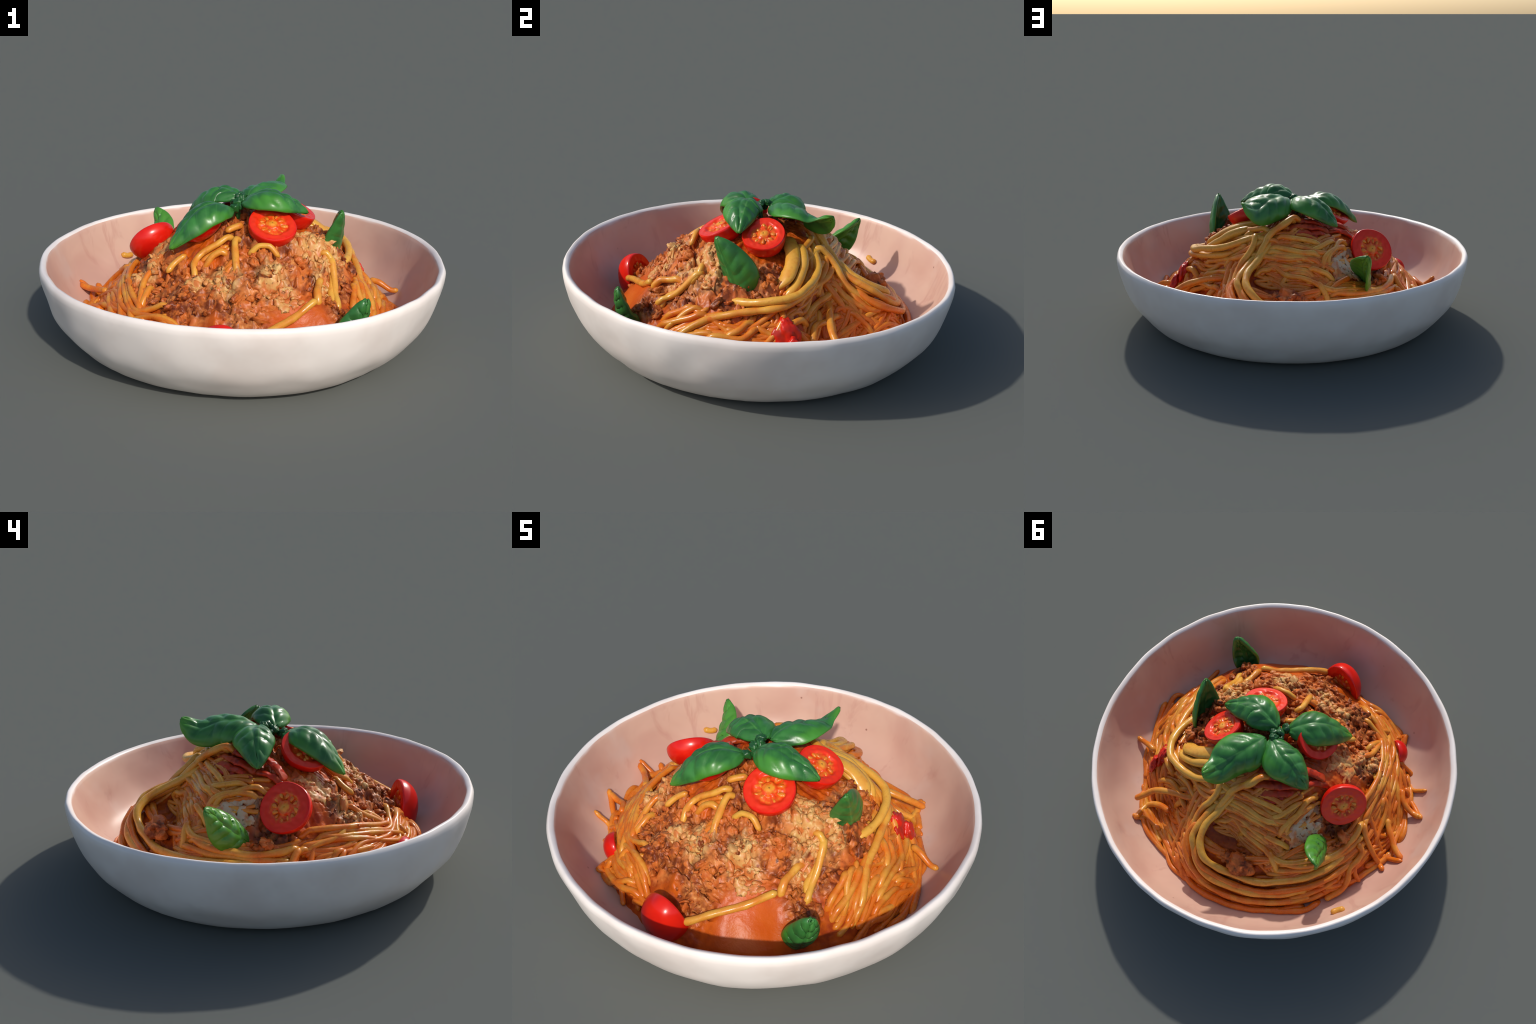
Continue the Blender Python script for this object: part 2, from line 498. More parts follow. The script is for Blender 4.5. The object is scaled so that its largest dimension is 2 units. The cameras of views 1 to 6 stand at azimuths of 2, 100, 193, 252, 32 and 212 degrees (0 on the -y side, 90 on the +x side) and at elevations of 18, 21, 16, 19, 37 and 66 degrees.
def build_bed():
    """The body of the mound."""
    seg = 520
    r = np.concatenate([np.linspace(0.012, 0.78, 230), np.linspace(0.783, 0.85, 12)])
    th = np.linspace(0, 2 * math.pi, seg, endpoint=False)
    R, T = np.meshgrid(r, th, indexing="ij")
    x, y = (R * np.cos(T)).ravel(), (R * np.sin(T)).ravel()
    z = bed_height(x, y)
    p = np.c_[x, y, mound(x, y)]
    # melted cheese: thin ragged sheets that follow the crumbs
    ch = place_mask(x, y, CHEESE) * 0.42 + 0.30 * fbm(p * 20 + 5, 4)
    ch = np.where(place_mask(x, y, CHEESE) > 0.05, ch, -1.0)
    sheet = np.c_[x, y, z - 0.006 + 0.016 * np.sqrt(np.clip(ch - 0.34, 0, 0.3)) + 0.004 * noise3(p * 60)]
    sheet[:, 2] += 0.012 * place_mask(x, y, WHITE[:1]) * (0.6 + 0.8 * noise3(p * 25 + 8))
    ch = ch + 0.07 * place_mask(x, y, WHITE[:1])
    keep = ch > 0.31
    quads = grid_faces(len(r), seg)
    quads = quads[keep[quads].all(1)]
    used = np.unique(quads)
    remap = np.full(len(p), -1)
    remap[used] = np.arange(len(used))
    melt = mesh_object("melted_cheese", sheet[used], remap[quads], CHEESE_MAT, dish)
    melt["kind"] = "stuff"
    sol = melt.modifiers.new("thickness", "SOLIDIFY")
    sol.thickness, sol.offset = 0.006, -1
    p = np.c_[x, y, z]
    faces = [tuple(f) for f in grid_faces(len(r), seg)]
    n = len(p)
    verts = np.vstack([p, [(0, 0, z[:seg].mean())]])
    faces += [(n, k, (k + 1) % seg) for k in range(seg)]
    ob = mesh_object("sauce_bed", verts, faces, BED, dish)
    ob["kind"] = "stuff"
    return ob


build_bed()


def tube(path, radius, sides=10, squash=1.0, seed=0):
    """Verts and faces of a round strand with rounded ends."""
    P = np.asarray(path, float)
    n = len(P)
    T = np.gradient(P, axis=0)
    T /= np.maximum(np.linalg.norm(T, axis=1), 1e-9)[:, None]
    up = np.array([0, 0, 1.0])
    A = np.cross(T, up)
    A /= np.maximum(np.linalg.norm(A, axis=1), 1e-6)[:, None]
    B = np.cross(A, T)
    s = np.r_[0, np.cumsum(np.linalg.norm(np.diff(P, axis=0), axis=1))]
    rad = radius * (1 + 0.17 * noise3(np.c_[s * 16, 0 * s + seed * 3.7, 0 * s]))
    e = np.minimum(s, s[-1] - s) / radius
    rad = rad * np.sqrt(np.clip(1 - (1 - np.clip(e + 0.08, 0, 1)) ** 2, 0.02, 1))
    a = np.linspace(0, 2 * math.pi, sides, endpoint=False)
    V = P[:, None] + rad[:, None, None] * (np.cos(a)[None, :, None] * A[:, None] + squash * np.sin(a)[None, :, None] * B[:, None])
    F = [tuple(f) for f in grid_faces(n, sides)]
    F.append(tuple(range(sides - 1, -1, -1)))
    F.append(tuple((n - 1) * sides + k for k in range(sides)))
    return V.reshape(-1, 3), F


STRANDS = []


def lay(points, radius, lift, wob_seed=0, wob=0.0):
    """Drape a strand drawn in plan over the mound and the bowl."""
    P = np.asarray(points, float)
    length = np.linalg.norm(np.diff(P, axis=0), axis=1).sum()
    n = max(10, int(length / 0.011))
    xy = catmull(P, n)
    if wob and P.shape[1] == 2:
        s = np.linspace(0, length, n)
        xy = xy + wob * np.c_[noise3(np.c_[s * 6, 0 * s + wob_seed, 0 * s]), noise3(np.c_[s * 6, 0 * s + wob_seed + 33, 0 * s])]
    if P.shape[1] == 3:
        z = xy[:, 2] - 0.010 + (lift if wob else 0)
        xy = xy[:, :2] * (1 - 0.009 / np.maximum(np.hypot(xy[:, 0], xy[:, 1]), 0.2))[:, None]
    else:
        z = mound(xy[:, 0], xy[:, 1]) + lift - 0.020
        for _ in range(6):
            z[1:-1] = 0.5 * z[1:-1] + 0.25 * (z[2:] + z[:-2])
    z = np.maximum(z, bowl_floor(xy[:, 0], xy[:, 1]) + radius * 0.9)
    return np.c_[xy, z]


def strand(radius, lift, sauce, *points, free=False):
    STRANDS.append((radius, lift, sauce, points))
    path = lay(points, radius, lift)
    s = np.linspace(0, 1, len(path))
    length = np.linalg.norm(np.diff(path, axis=0), axis=1).sum()
    k = len(STRANDS) * 5.1
    path = path + 0.005 * np.c_[noise3(np.c_[s * length * 9, 0 * s + k, 0 * s]), noise3(np.c_[s * length * 9, 0 * s + k + 31, 0 * s]), 0.6 * noise3(np.c_[s * length * 9, 0 * s + k + 57, 0 * s])]
    if not free:  # the ends dive into the heap
        m = 0.055 / max(length, 0.1)
        path[:, 2] -= 0.032 * (smooth(m, 0, s) + smooth(1 - m, 1, s))
    v, f = tube(path, radius, 12, 0.95 if radius < 0.03 else 0.5, len(STRANDS))
    mesh_object("spaghetti_strand", v, f, PASTA[int(round(min(sauce, 0.99) * 3))], dish)


# the strands that show: radius, height above the mound, sauce coating, plan points
strand(0.0169, -0.01, 0.75, (0.209, 0.546), (0.220, 0.629), (0.161, 0.707), (0.045, 0.750), (-0.103, 0.748), (-0.267, 0.701), (-0.414, 0.626), (-0.525, 0.538), (-0.582, 0.459))  # ring1
strand(0.0179, -0.01, 0.85, (0.256, 0.646), (0.187, 0.724), (0.067, 0.787), (-0.072, 0.792), (-0.242, 0.756), (-0.411, 0.671), (-0.521, 0.584))  # ring2
strand(0.0150, 0, 0.8, (0.100, 0.682), (-0.001, 0.718), (-0.156, 0.706), (-0.292, 0.666), (-0.438, 0.590), (-0.540, 0.490), (-0.615, 0.364))  # ring3
strand(0.0169, -0.02, 0.9, (-0.110, 0.760), (-0.266, 0.725), (-0.391, 0.687), (-0.522, 0.612), (-0.582, 0.512))  # ring4
strand(0.0150, 0, 0.85, (0.513, 0.528), (0.417, 0.603), (0.317, 0.660), (0.212, 0.721), (0.125, 0.790))  # left1
strand(0.0150, 0, 0.8, (0.451, 0.491), (0.354, 0.569), (0.265, 0.626), (0.170, 0.702), (0.136, 0.742))  # left2
strand(0.0160, 0, 0.8, (0.382, 0.441), (0.293, 0.535), (0.206, 0.607), (0.140, 0.663))  # left3
strand(0.0141, 0.005, 0.7, (0.229, 0.377), (0.226, 0.457), (0.248, 0.533), (0.277, 0.606), (0.263, 0.675), (0.227, 0.724))  # left4
strand(0.0150, 0, 0.8, (0.307, 0.413), (0.261, 0.484), (0.247, 0.566), (0.221, 0.655))  # left5
strand(0.0141, 0.008, 0.75, (0.235, 0.659), (0.194, 0.719), (0.130, 0.793))  # left6
strand(0.0150, -0.005, 0.85, (0.627, 0.398), (0.559, 0.471), (0.492, 0.548), (0.396, 0.624))  # left7
strand(0.0150, 0, 0.85, (0.199, 0.387), (0.188, 0.495), (0.179, 0.566))  # left8
strand(0.0179, 0.055, 0.5, (0.403, 0.498), (0.467, 0.488), (0.530, 0.497), (0.561, 0.536), (0.560, 0.623), free=True)  # end_b
strand(0.0169, 0, 0.4, (-0.667, 0.570), (-0.692, 0.538), (-0.721, 0.516), free=True)  # farbit
strand(0.0122, 0.01, 0.7, (-0.808, -0.321), (-0.777, -0.315), (-0.732, -0.308), (-0.647, -0.353), free=True)  # spike2
strand(0.0160, 0, 0.85, (0.678, -0.285), (0.734, -0.181), (0.733, -0.056), (0.760, 0.042), (0.748, 0.139))  # rim_l1
strand(0.0150, 0, 0.8, (0.670, -0.050), (0.698, 0.016), (0.718, 0.124), (0.713, 0.242), (0.672, 0.341))  # rim_l2
strand(0.0150, 0.005, 0.75, (0.678, -0.187), (0.679, -0.039), (0.670, 0.081), (0.655, 0.183), (0.618, 0.287))  # rim_l3
strand(0.0150, 0, 0.85, (0.740, -0.214), (0.790, -0.166), (0.785, -0.050), (0.776, 0.069))  # rim_l4
strand(0.0150, 0.005, 0.75, (0.690, -0.014), (0.708, 0.081), (0.723, 0.171), (0.657, 0.288), (0.576, 0.390))  # rim_l5
strand(0.0150, 0.005, 0.55, (-0.232, -0.610), (-0.308, -0.558), (-0.391, -0.514), (-0.462, -0.481), (-0.521, -0.460), (-0.564, -0.350), (-0.578, -0.223), (-0.579, -0.103))  # fr1
strand(0.0150, 0, 0.55, (-0.306, -0.491), (-0.396, -0.471), (-0.466, -0.440), (-0.513, -0.356), (-0.546, -0.225), (-0.558, -0.114), (-0.572, -0.004))  # fr2
strand(0.0150, 0.01, 0.6, (-0.301, -0.611), (-0.389, -0.628), (-0.475, -0.620), (-0.526, -0.593), (-0.532, -0.566))  # fr3
strand(0.0141, 0.015, 0.55, (-0.511, -0.534), (-0.537, -0.585), (-0.565, -0.593), free=True)  # fr4
strand(0.0150, 0, 0.65, (-0.537, -0.462), (-0.595, -0.373), (-0.635, -0.256), (-0.651, -0.148), (-0.676, -0.047), (-0.674, 0.064))  # fr5
strand(0.0150, 0, 0.7, (-0.583, -0.380), (-0.659, -0.327), (-0.723, -0.252), (-0.768, -0.129), (-0.782, -0.010), (-0.761, 0.078), (-0.717, 0.169))  # fr6
strand(0.0141, 0.01, 0.65, (-0.576, -0.410), (-0.621, -0.403), (-0.668, -0.410), (-0.697, -0.393))  # fr7
strand(0.0150, 0.015, 0.6, (-0.695, -0.284), (-0.747, -0.246), (-0.805, -0.194), (-0.856, -0.151), free=True)  # fr8
strand(0.0141, 0, 0.75, (-0.651, -0.275), (-0.710, -0.194), (-0.751, -0.105), (-0.753, 0.004))  # fr9
strand(0.0160, 0.02, 0.55, (-0.597, 0.069), (-0.640, 0.119), (-0.699, 0.155), (-0.753, 0.177), (-0.798, 0.209), free=True)  # fr10
strand(0.0169, 0.02, 0.5, (-0.621, 0.179), (-0.660, 0.196), (-0.658, 0.246), (-0.640, 0.306), (-0.656, 0.358), (-0.647, 0.419), (-0.598, 0.501), free=True)  # fr11
strand(0.0141, 0.005, 0.6, (-0.740, 0.127), (-0.786, 0.130), (-0.825, 0.129), (-0.868, 0.126), free=True)  # fr12
strand(0.0141, 0.005, 0.6, (-0.672, 0.160), (-0.663, 0.238), (-0.668, 0.300), (-0.717, 0.318), free=True)  # fr13
strand(0.0141, 0.01, 0.5, (-0.598, -0.154), (-0.648, -0.108), (-0.672, -0.023), (-0.691, 0.068), (-0.698, 0.123))  # fr14
strand(0.0141, 0.01, 0.45, (-0.522, -0.209), (-0.578, -0.132), (-0.593, -0.022), (-0.601, 0.061))  # fr15
strand(0.0141, 0, 0.7, (-0.710, -0.294), (-0.749, -0.184), (-0.798, -0.078), (-0.807, 0.028))  # fr16
strand(0.0150, -0.005, 0.75, (-0.697, -0.351), (-0.747, -0.261), (-0.773, -0.177))  # fr17
strand(0.0188, 0.01, 0.3, (-0.585, 0.047), (-0.588, 0.160), (-0.558, 0.265), (-0.489, 0.374), (-0.405, 0.453), (-0.302, 0.495))  # sweep1
strand(0.0179, 0, 0.4, (-0.627, 0.093), (-0.598, 0.204), (-0.542, 0.313), (-0.451, 0.433), (-0.349, 0.505), (-0.278, 0.532))  # sweep2
strand(0.0169, 0, 0.5, (-0.645, 0.152), (-0.589, 0.292), (-0.508, 0.408), (-0.415, 0.497), (-0.285, 0.572))  # sweep3
strand(0.0169, 0, 0.3, (0.479, 0.209), (0.353, 0.274), (0.233, 0.329), (0.151, 0.344))  # bk1
strand(0.0169, 0, 0.35, (0.448, 0.268), (0.316, 0.321), (0.207, 0.384), (0.093, 0.395), (-0.034, 0.384), (-0.164, 0.392))  # bk2
strand(0.0169, 0.01, 0.3, (0.428, 0.216), (0.341, 0.196), (0.239, 0.228), (0.137, 0.269), (0.057, 0.278))  # bk3
strand(0.0169, 0.005, 0.3, (0.055, 0.352), (-0.049, 0.357), (-0.158, 0.365), (-0.233, 0.336))  # bk4
strand(0.0169, 0, 0.35, (0.064, 0.382), (-0.054, 0.378), (-0.163, 0.387), (-0.225, 0.380))  # bk5
strand(0.0169, 0, 0.35, (0.067, 0.412), (-0.040, 0.408), (-0.152, 0.433), (-0.227, 0.440))  # bk6
strand(0.0169, 0.025, 0.2, (-0.087, 0.186), (-0.036, 0.252), (0.019, 0.299), (0.059, 0.335), (0.088, 0.373))  # bk7
strand(0.0179, 0.02, 0.25, (0.138, 0.286), (0.130, 0.360), (0.154, 0.413), (0.179, 0.442), (0.193, 0.492), (0.184, 0.618))  # bk8
strand(0.0160, 0.005, 0.3, (0.398, 0.201), (0.292, 0.243), (0.185, 0.298), (0.065, 0.333), (-0.019, 0.323))  # bk9
strand(0.0160, 0.005, 0.4, (0.481, 0.237), (0.376, 0.275), (0.277, 0.296), (0.145, 0.364))  # bk10
strand(0.0160, 0, 0.45, (0.447, 0.312), (0.330, 0.354), (0.214, 0.438), (0.124, 0.444))  # bk11
strand(0.0160, 0.03, 0.4, (0.557, 0.371), (0.501, 0.364), (0.428, 0.373), (0.296, 0.464))  # bk12
strand(0.0150, 0, 0.4, (0.038, 0.313), (-0.060, 0.312), (-0.145, 0.304), (-0.251, 0.291))  # bk13
strand(0.0160, 0.01, 0.4, (-0.180, 0.464), (-0.269, 0.488), (-0.349, 0.472), (-0.461, 0.388), (-0.592, 0.244))  # bk14
strand(0.0160, 0.02, 0.35, (-0.227, 0.463), (-0.265, 0.498), (-0.306, 0.522), (-0.320, 0.536))  # bk15
strand(0.0160, 0, 0.5, (-0.032, 0.467), (-0.079, 0.438), (-0.154, 0.443), (-0.219, 0.450))  # bk16
strand(0.0150, 0, 0.4, (0.022, 0.419), (-0.056, 0.432), (-0.125, 0.455))  # bk17
strand(0.0150, 0.005, 0.3, (-0.250, 0.397), (-0.260, 0.340), (-0.290, 0.270), (-0.346, 0.149))  # bk18
strand(0.0160, 0, 0.35, (0.078, 0.370), (-0.019, 0.368), (-0.128, 0.372), (-0.222, 0.361))  # bk19
strand(0.0160, 0, 0.45, (-0.160, 0.420), (-0.244, 0.419), (-0.326, 0.402))  # bk20
strand(0.0160, 0.02, 0.4, (-0.064, 0.203), (-0.025, 0.270), (0.045, 0.319), (0.068, 0.360), (0.090, 0.402), (0.116, 0.454))  # v4a
strand(0.0150, 0.01, 0.35, (0.105, 0.470), (0.034, 0.443), (0.003, 0.417), (-0.094, 0.455), (-0.251, 0.485), (-0.316, 0.515))  # v4b
strand(0.0150, 0, 0.4, (-0.152, 0.356), (-0.212, 0.319), (-0.256, 0.247), (-0.292, 0.175))  # v4c
strand(0.0150, 0.005, 0.35, (-0.281, 0.369), (-0.273, 0.339), (-0.289, 0.280), (-0.304, 0.190), (-0.336, 0.116))  # v4d
strand(0.0150, 0, 0.5, (0.029, 0.385), (-0.173, 0.385), (-0.256, 0.377))  # v4e
strand(0.0150, 0, 0.5, (-0.046, 0.336), (-0.155, 0.345), (-0.232, 0.337), (-0.289, 0.291))  # v4f
strand(0.0150, 0, 0.5, (0.097, 0.437), (-0.041, 0.418), (-0.232, 0.413))  # v4g
strand(0.0150, 0.01, 0.55, (-0.535, 0.048), (-0.548, -0.061), (-0.547, -0.189), (-0.502, -0.343), (-0.439, -0.466))  # v4r1
strand(0.0150, 0.005, 0.6, (-0.561, -0.014), (-0.578, -0.132), (-0.554, -0.273), (-0.503, -0.422), (-0.465, -0.535))  # v4r2
strand(0.0150, 0.005, 0.65, (-0.588, 0.081), (-0.587, -0.002), (-0.585, -0.129), (-0.578, -0.229), (-0.566, -0.333))  # v4r3
strand(0.0150, 0.015, 0.6, (-0.641, 0.113), (-0.609, 0.079), (-0.598, 0.034), (-0.599, 0.003))  # v4r4
strand(0.0150, 0.015, 0.6, (-0.649, -0.048), (-0.629, -0.109), (-0.611, -0.149))  # v4r5
strand(0.0150, 0, 0.7, (-0.626, 0.035), (-0.624, -0.069), (-0.623, -0.196), (-0.586, -0.323))  # v4r6
strand(0.0150, 0.01, 0.6, (-0.474, -0.553), (-0.440, -0.512), (-0.403, -0.496))  # v4r7
strand(0.0169, 0, 0.6, (0.205, 0.377), (0.226, 0.439), (0.222, 0.529), (0.189, 0.615), (0.064, 0.724))  # v2e
strand(0.0169, 0.01, 0.5, (0.230, 0.369), (0.252, 0.386), (0.259, 0.445), (0.268, 0.492))  # v2f
strand(0.0169, 0.01, 0.5, (0.178, 0.417), (0.191, 0.478), (0.207, 0.548), (0.178, 0.636), (-0.015, 0.721))  # v2g
strand(0.0169, 0.015, 0.35, (0.323, 0.414), (0.350, 0.431), (0.375, 0.442), (0.396, 0.458))  # v2h
strand(0.0150, 0.01, 0.4, (0.336, 0.359), (0.385, 0.376), (0.442, 0.376), (0.522, 0.368))  # v2i
strand(0.0150, 0.015, 0.5, (0.261, 0.495), (0.269, 0.537), (0.271, 0.594), (0.269, 0.640))  # v2j
strand(0.0169, 0.01, 0.45, (0.462, 0.328), (0.555, 0.261), (0.593, 0.219), (0.621, 0.185))  # v2k
strand(0.0169, 0.01, 0.45, (0.569, 0.099), (0.594, 0.065), (0.632, 0.024), (0.660, -0.040))  # v2l
strand(0.0169, 0.005, 0.3, (0.149, 0.252), (0.211, 0.292), (0.267, 0.309), (0.321, 0.310))  # v2n
strand(0.0169, 0, 0.3, (0.057, 0.317), (0.125, 0.351), (0.196, 0.363), (0.305, 0.341))  # v2o
strand(0.0160, 0.01, 0.4, (0.375, -0.195), (0.437, -0.220), (0.438, -0.272), (0.430, -0.351), (0.469, -0.393))  # v2q
strand(0.0150, 0.01, 0.6, (0.553, -0.154), (0.565, -0.234), (0.591, -0.289), (0.593, -0.341))  # v2r
strand(0.0150, 0.01, 0.6, (0.515, 0.204), (0.553, 0.223), (0.606, 0.190), (0.658, 0.130), (0.693, 0.029))  # v5r1
strand(0.0160, 0.01, 0.6, (0.573, 0.124), (0.620, 0.088), (0.654, 0.040), (0.657, -0.058), (0.658, -0.123))  # v5r2
strand(0.0150, 0.01, 0.7, (0.453, 0.535), (0.620, 0.316), (0.685, 0.250), (0.745, 0.170), (0.778, 0.043))  # v5r3
strand(0.0150, 0, 0.7, (0.592, 0.301), (0.665, 0.218), (0.732, 0.120), (0.787, 0.044), (0.821, -0.112))  # v5r4
strand(0.0169, 0.02, 0.5, (0.410, 0.600), (0.490, 0.581), (0.573, 0.533), (0.627, 0.448), free=True)  # v5r5
strand(0.0150, 0.01, 0.55, (0.516, 0.574), (0.550, 0.598), (0.583, 0.609), free=True)  # v5r6
strand(0.0150, 0.005, 0.6, (0.689, -0.032), (0.720, 0.020), (0.756, 0.092))  # v5r7
strand(0.0150, 0.005, 0.7, (0.723, -0.009), (0.706, -0.108), (0.692, -0.186), (0.689, -0.242))  # v5r9
strand(0.0150, 0, 0.75, (0.750, 0.007), (0.743, -0.093), (0.714, -0.186), (0.692, -0.246))  # v5r10
strand(0.0169, 0.01, 0.55, (0.571, -0.125), (0.589, -0.187), (0.586, -0.267), (0.578, -0.329), (0.561, -0.389))  # v5m1
strand(0.0169, 0.005, 0.55, (0.541, -0.187), (0.546, -0.252), (0.537, -0.309), (0.528, -0.368))  # v5m2
strand(0.0169, 0.02, 0.35, (0.422, -0.192), (0.438, -0.238), (0.446, -0.297), (0.451, -0.358), (0.460, -0.420))  # v5m3
strand(0.0179, 0.02, 0.2, (0.384, -0.297), (0.373, -0.348), (0.360, -0.415), (0.363, -0.472))  # v5m4
strand(0.0179, 0.025, 0.4, (0.356, -0.477), (0.297, -0.517), (0.226, -0.572), (0.151, -0.636), (0.086, -0.684), (0.034, -0.714), free=True)  # v5noodle
strand(0.0169, 0, 0.6, (0.589, -0.053), (0.601, -0.138), (0.617, -0.246), (0.626, -0.301))  # v5m5
strand(0.0160, 0, 0.65, (0.645, -0.053), (0.640, -0.129), (0.643, -0.215), (0.636, -0.318))  # v5m6
strand(0.0150, 0.005, 0.6, (-0.648, 0.068), (-0.723, 0.010), (-0.602, -0.229), (-0.561, -0.339), (-0.507, -0.421), (-0.381, -0.520), (-0.287, -0.579), (-0.221, -0.643))  # v5l1
strand(0.0150, 0, 0.65, (-0.707, 0.044), (-0.760, -0.058), (-0.630, -0.285), (-0.588, -0.388), (-0.535, -0.477), (-0.439, -0.552), (-0.317, -0.592))  # v5l2
strand(0.0150, 0.005, 0.5, (-0.416, -0.228), (-0.453, -0.288), (-0.459, -0.368), (-0.466, -0.446))  # v5l3
strand(0.0160, 0.005, 0.45, (-0.414, -0.305), (-0.438, -0.378), (-0.460, -0.437))  # v5l4
strand(0.0169, 0.01, 0.6, (-0.519, -0.522), (-0.538, -0.546), (-0.484, -0.595), (-0.370, -0.643), (-0.287, -0.652), (-0.239, -0.651))  # v5l5
strand(0.0150, 0.01, 0.5, (-0.549, -0.605), (-0.564, -0.539), (-0.510, -0.524), free=True)  # v5l6
strand(0.0150, 0, 0.7, (-0.775, -0.073), (-0.747, -0.193), (-0.710, -0.304), (-0.648, -0.401))  # v5l9
strand(0.0150, 0.005, 0.6, (-0.359, -0.531), (-0.295, -0.586), (-0.248, -0.620), (-0.211, -0.648))  # v5l10
strand(0.0150, 0, 0.7, (-0.551, -0.028), (-0.777, 0.129), (-0.782, 0.024), (-0.762, -0.124))  # v5l11
strand(0.0150, 0, 0.7, (-0.461, -0.525), (-0.359, -0.587), (-0.323, -0.621))  # v5l12
strand(0.0150, 0, 0.7, (-0.564, -0.434), (-0.544, -0.493), (-0.422, -0.593), (-0.318, -0.627))  # v5l13
strand(0.0169, 0.015, 0.4, (0.001, -0.134), (-0.039, -0.159), (-0.078, -0.187), free=True)  # v5t1
strand(0.0169, 0.015, 0.45, (-0.039, -0.193), (-0.100, -0.241), (-0.181, -0.262), (-0.214, -0.301), (-0.208, -0.369))  # v5t2
strand(0.0169, 0.02, 0.25, (0.002, -0.223), (-0.025, -0.267), (-0.025, -0.320), (-0.013, -0.382), (-0.001, -0.419))  # v5t3
strand(0.0160, 0.01, 0.45, (-0.048, -0.285), (-0.125, -0.292), (-0.172, -0.310))  # v5t4
strand(0.0150, 0.015, 0.3, (-0.258, -0.245), (-0.309, -0.270), (-0.345, -0.309), free=True)  # v5t5
strand(0.0150, 0.02, 0.2, (0.037, -0.321), (0.093, -0.314), (0.145, -0.314), (0.185, -0.326))  # v5t6
strand(0.0150, 0.005, 0.5, (0.015, -0.330), (-0.026, -0.354), (-0.083, -0.372))  # v5t7
strand(0.0150, 0, 0.5, (0.010, -0.359), (-0.038, -0.372), (-0.084, -0.406))  # v5t8
# the bold strands, with their own heights: a hook at the right, a loop round the pocket at the back, loose ends
strand(0.0200, -0.02, 0.1, (-.03, .17, .60), (.08, .27, .555), (.2, .325, .52), (.30, .345, .485), (.402, .33, .463), (.452, .31, .455), (.50, .28, .44), (.535, .23, .428), (.55, .18, .42), (.553, .12, .405), (.545, .06, .39), (.525, .0, .38), (.50, -.05, .38))
strand(0.0190, -0.02, 0.25, (.22, .32, .465), (.32, .335, .435), (.41, .312, .418), (.475, .278, .405), (.53, .235, .395), (.565, .175, .383), (.58, .10, .37), (.59, .0, .35), (.595, -.064, .33), (.605, -.12, .308), (.625, -.173, .285), (.642, -.22, .255), (.648, -.26, .22), (.640, -.31, .17), (.62, -.37, .12))
strand(0.0200, -0.02, 0.1, (.0, .23, .57), (.03, .30, .535), (.07, .384, .485), (.097, .455, .443), (.125, .528, .405), (.117, .605, .374), (.067, .668, .333), (-.01, .675, .285), (-.10, .665, .262), (-.20, .645, .248), (-.285, .615, .248), (-.37, .56, .25), (-.46, .49, .255), (-.53, .41, .26), (-.575, .32, .255), (-.60, .24, .24))
strand(0.0190, -0.02, 0.3, (.06, .30, .53), (.13, .44, .44), (.166, .576, .384), (.150, .632, .352), (.09, .70, .29), (.0, .735, .25), (-.12, .725, .22), (-.27, .68, .205), (-.40, .61, .20), (-.50, .52, .20))
strand(0.0180, -0.02, 0.5, (.18, .50, .38), (.20, .60, .33), (.17, .68, .29), (.08, .745, .24), (-.05, .765, .19), (-.2, .745, .17), (-.35, .68, .165), (-.48, .585, .16))
strand(0.0180, -0.02, 0.45, (.28, .39, .325), (.324, .416, .322), (.39, .43, .318), (.465, .441, .298), (.52, .46, .275), (.575, .50, .236), (.62, .53, .198), free=True)
strand(0.0165, -0.02, 0.5, (.833, .190, .166), (.79, .197, .165), (.73, .212, .20), (.68, .23, .21), free=True)
strand(0.0165, -0.02, 0.5, (-.869, .112, .178), (-.81, .07, .175), (-.75, .01, .19), (-.70, -.05, .21), free=True)
strand(0.0165, -0.02, 0.5, (-.855, -.161, .178), (-.80, -.17, .16), (-.73, -.20, .18), (-.69, -.26, .19), free=True)
strand(0.0380, -0.02, 0.05, (.12, .14, .585), (.24, .20, .575), (.34, .225, .54), (.40, .215, .495), (.43, .18, .45), (.44, .14, .41))
strand(0.0240, -0.02, 0.1, (.16, .22, .575), (.28, .27, .54), (.37, .275, .49), (.44, .25, .44), (.47, .2, .40))


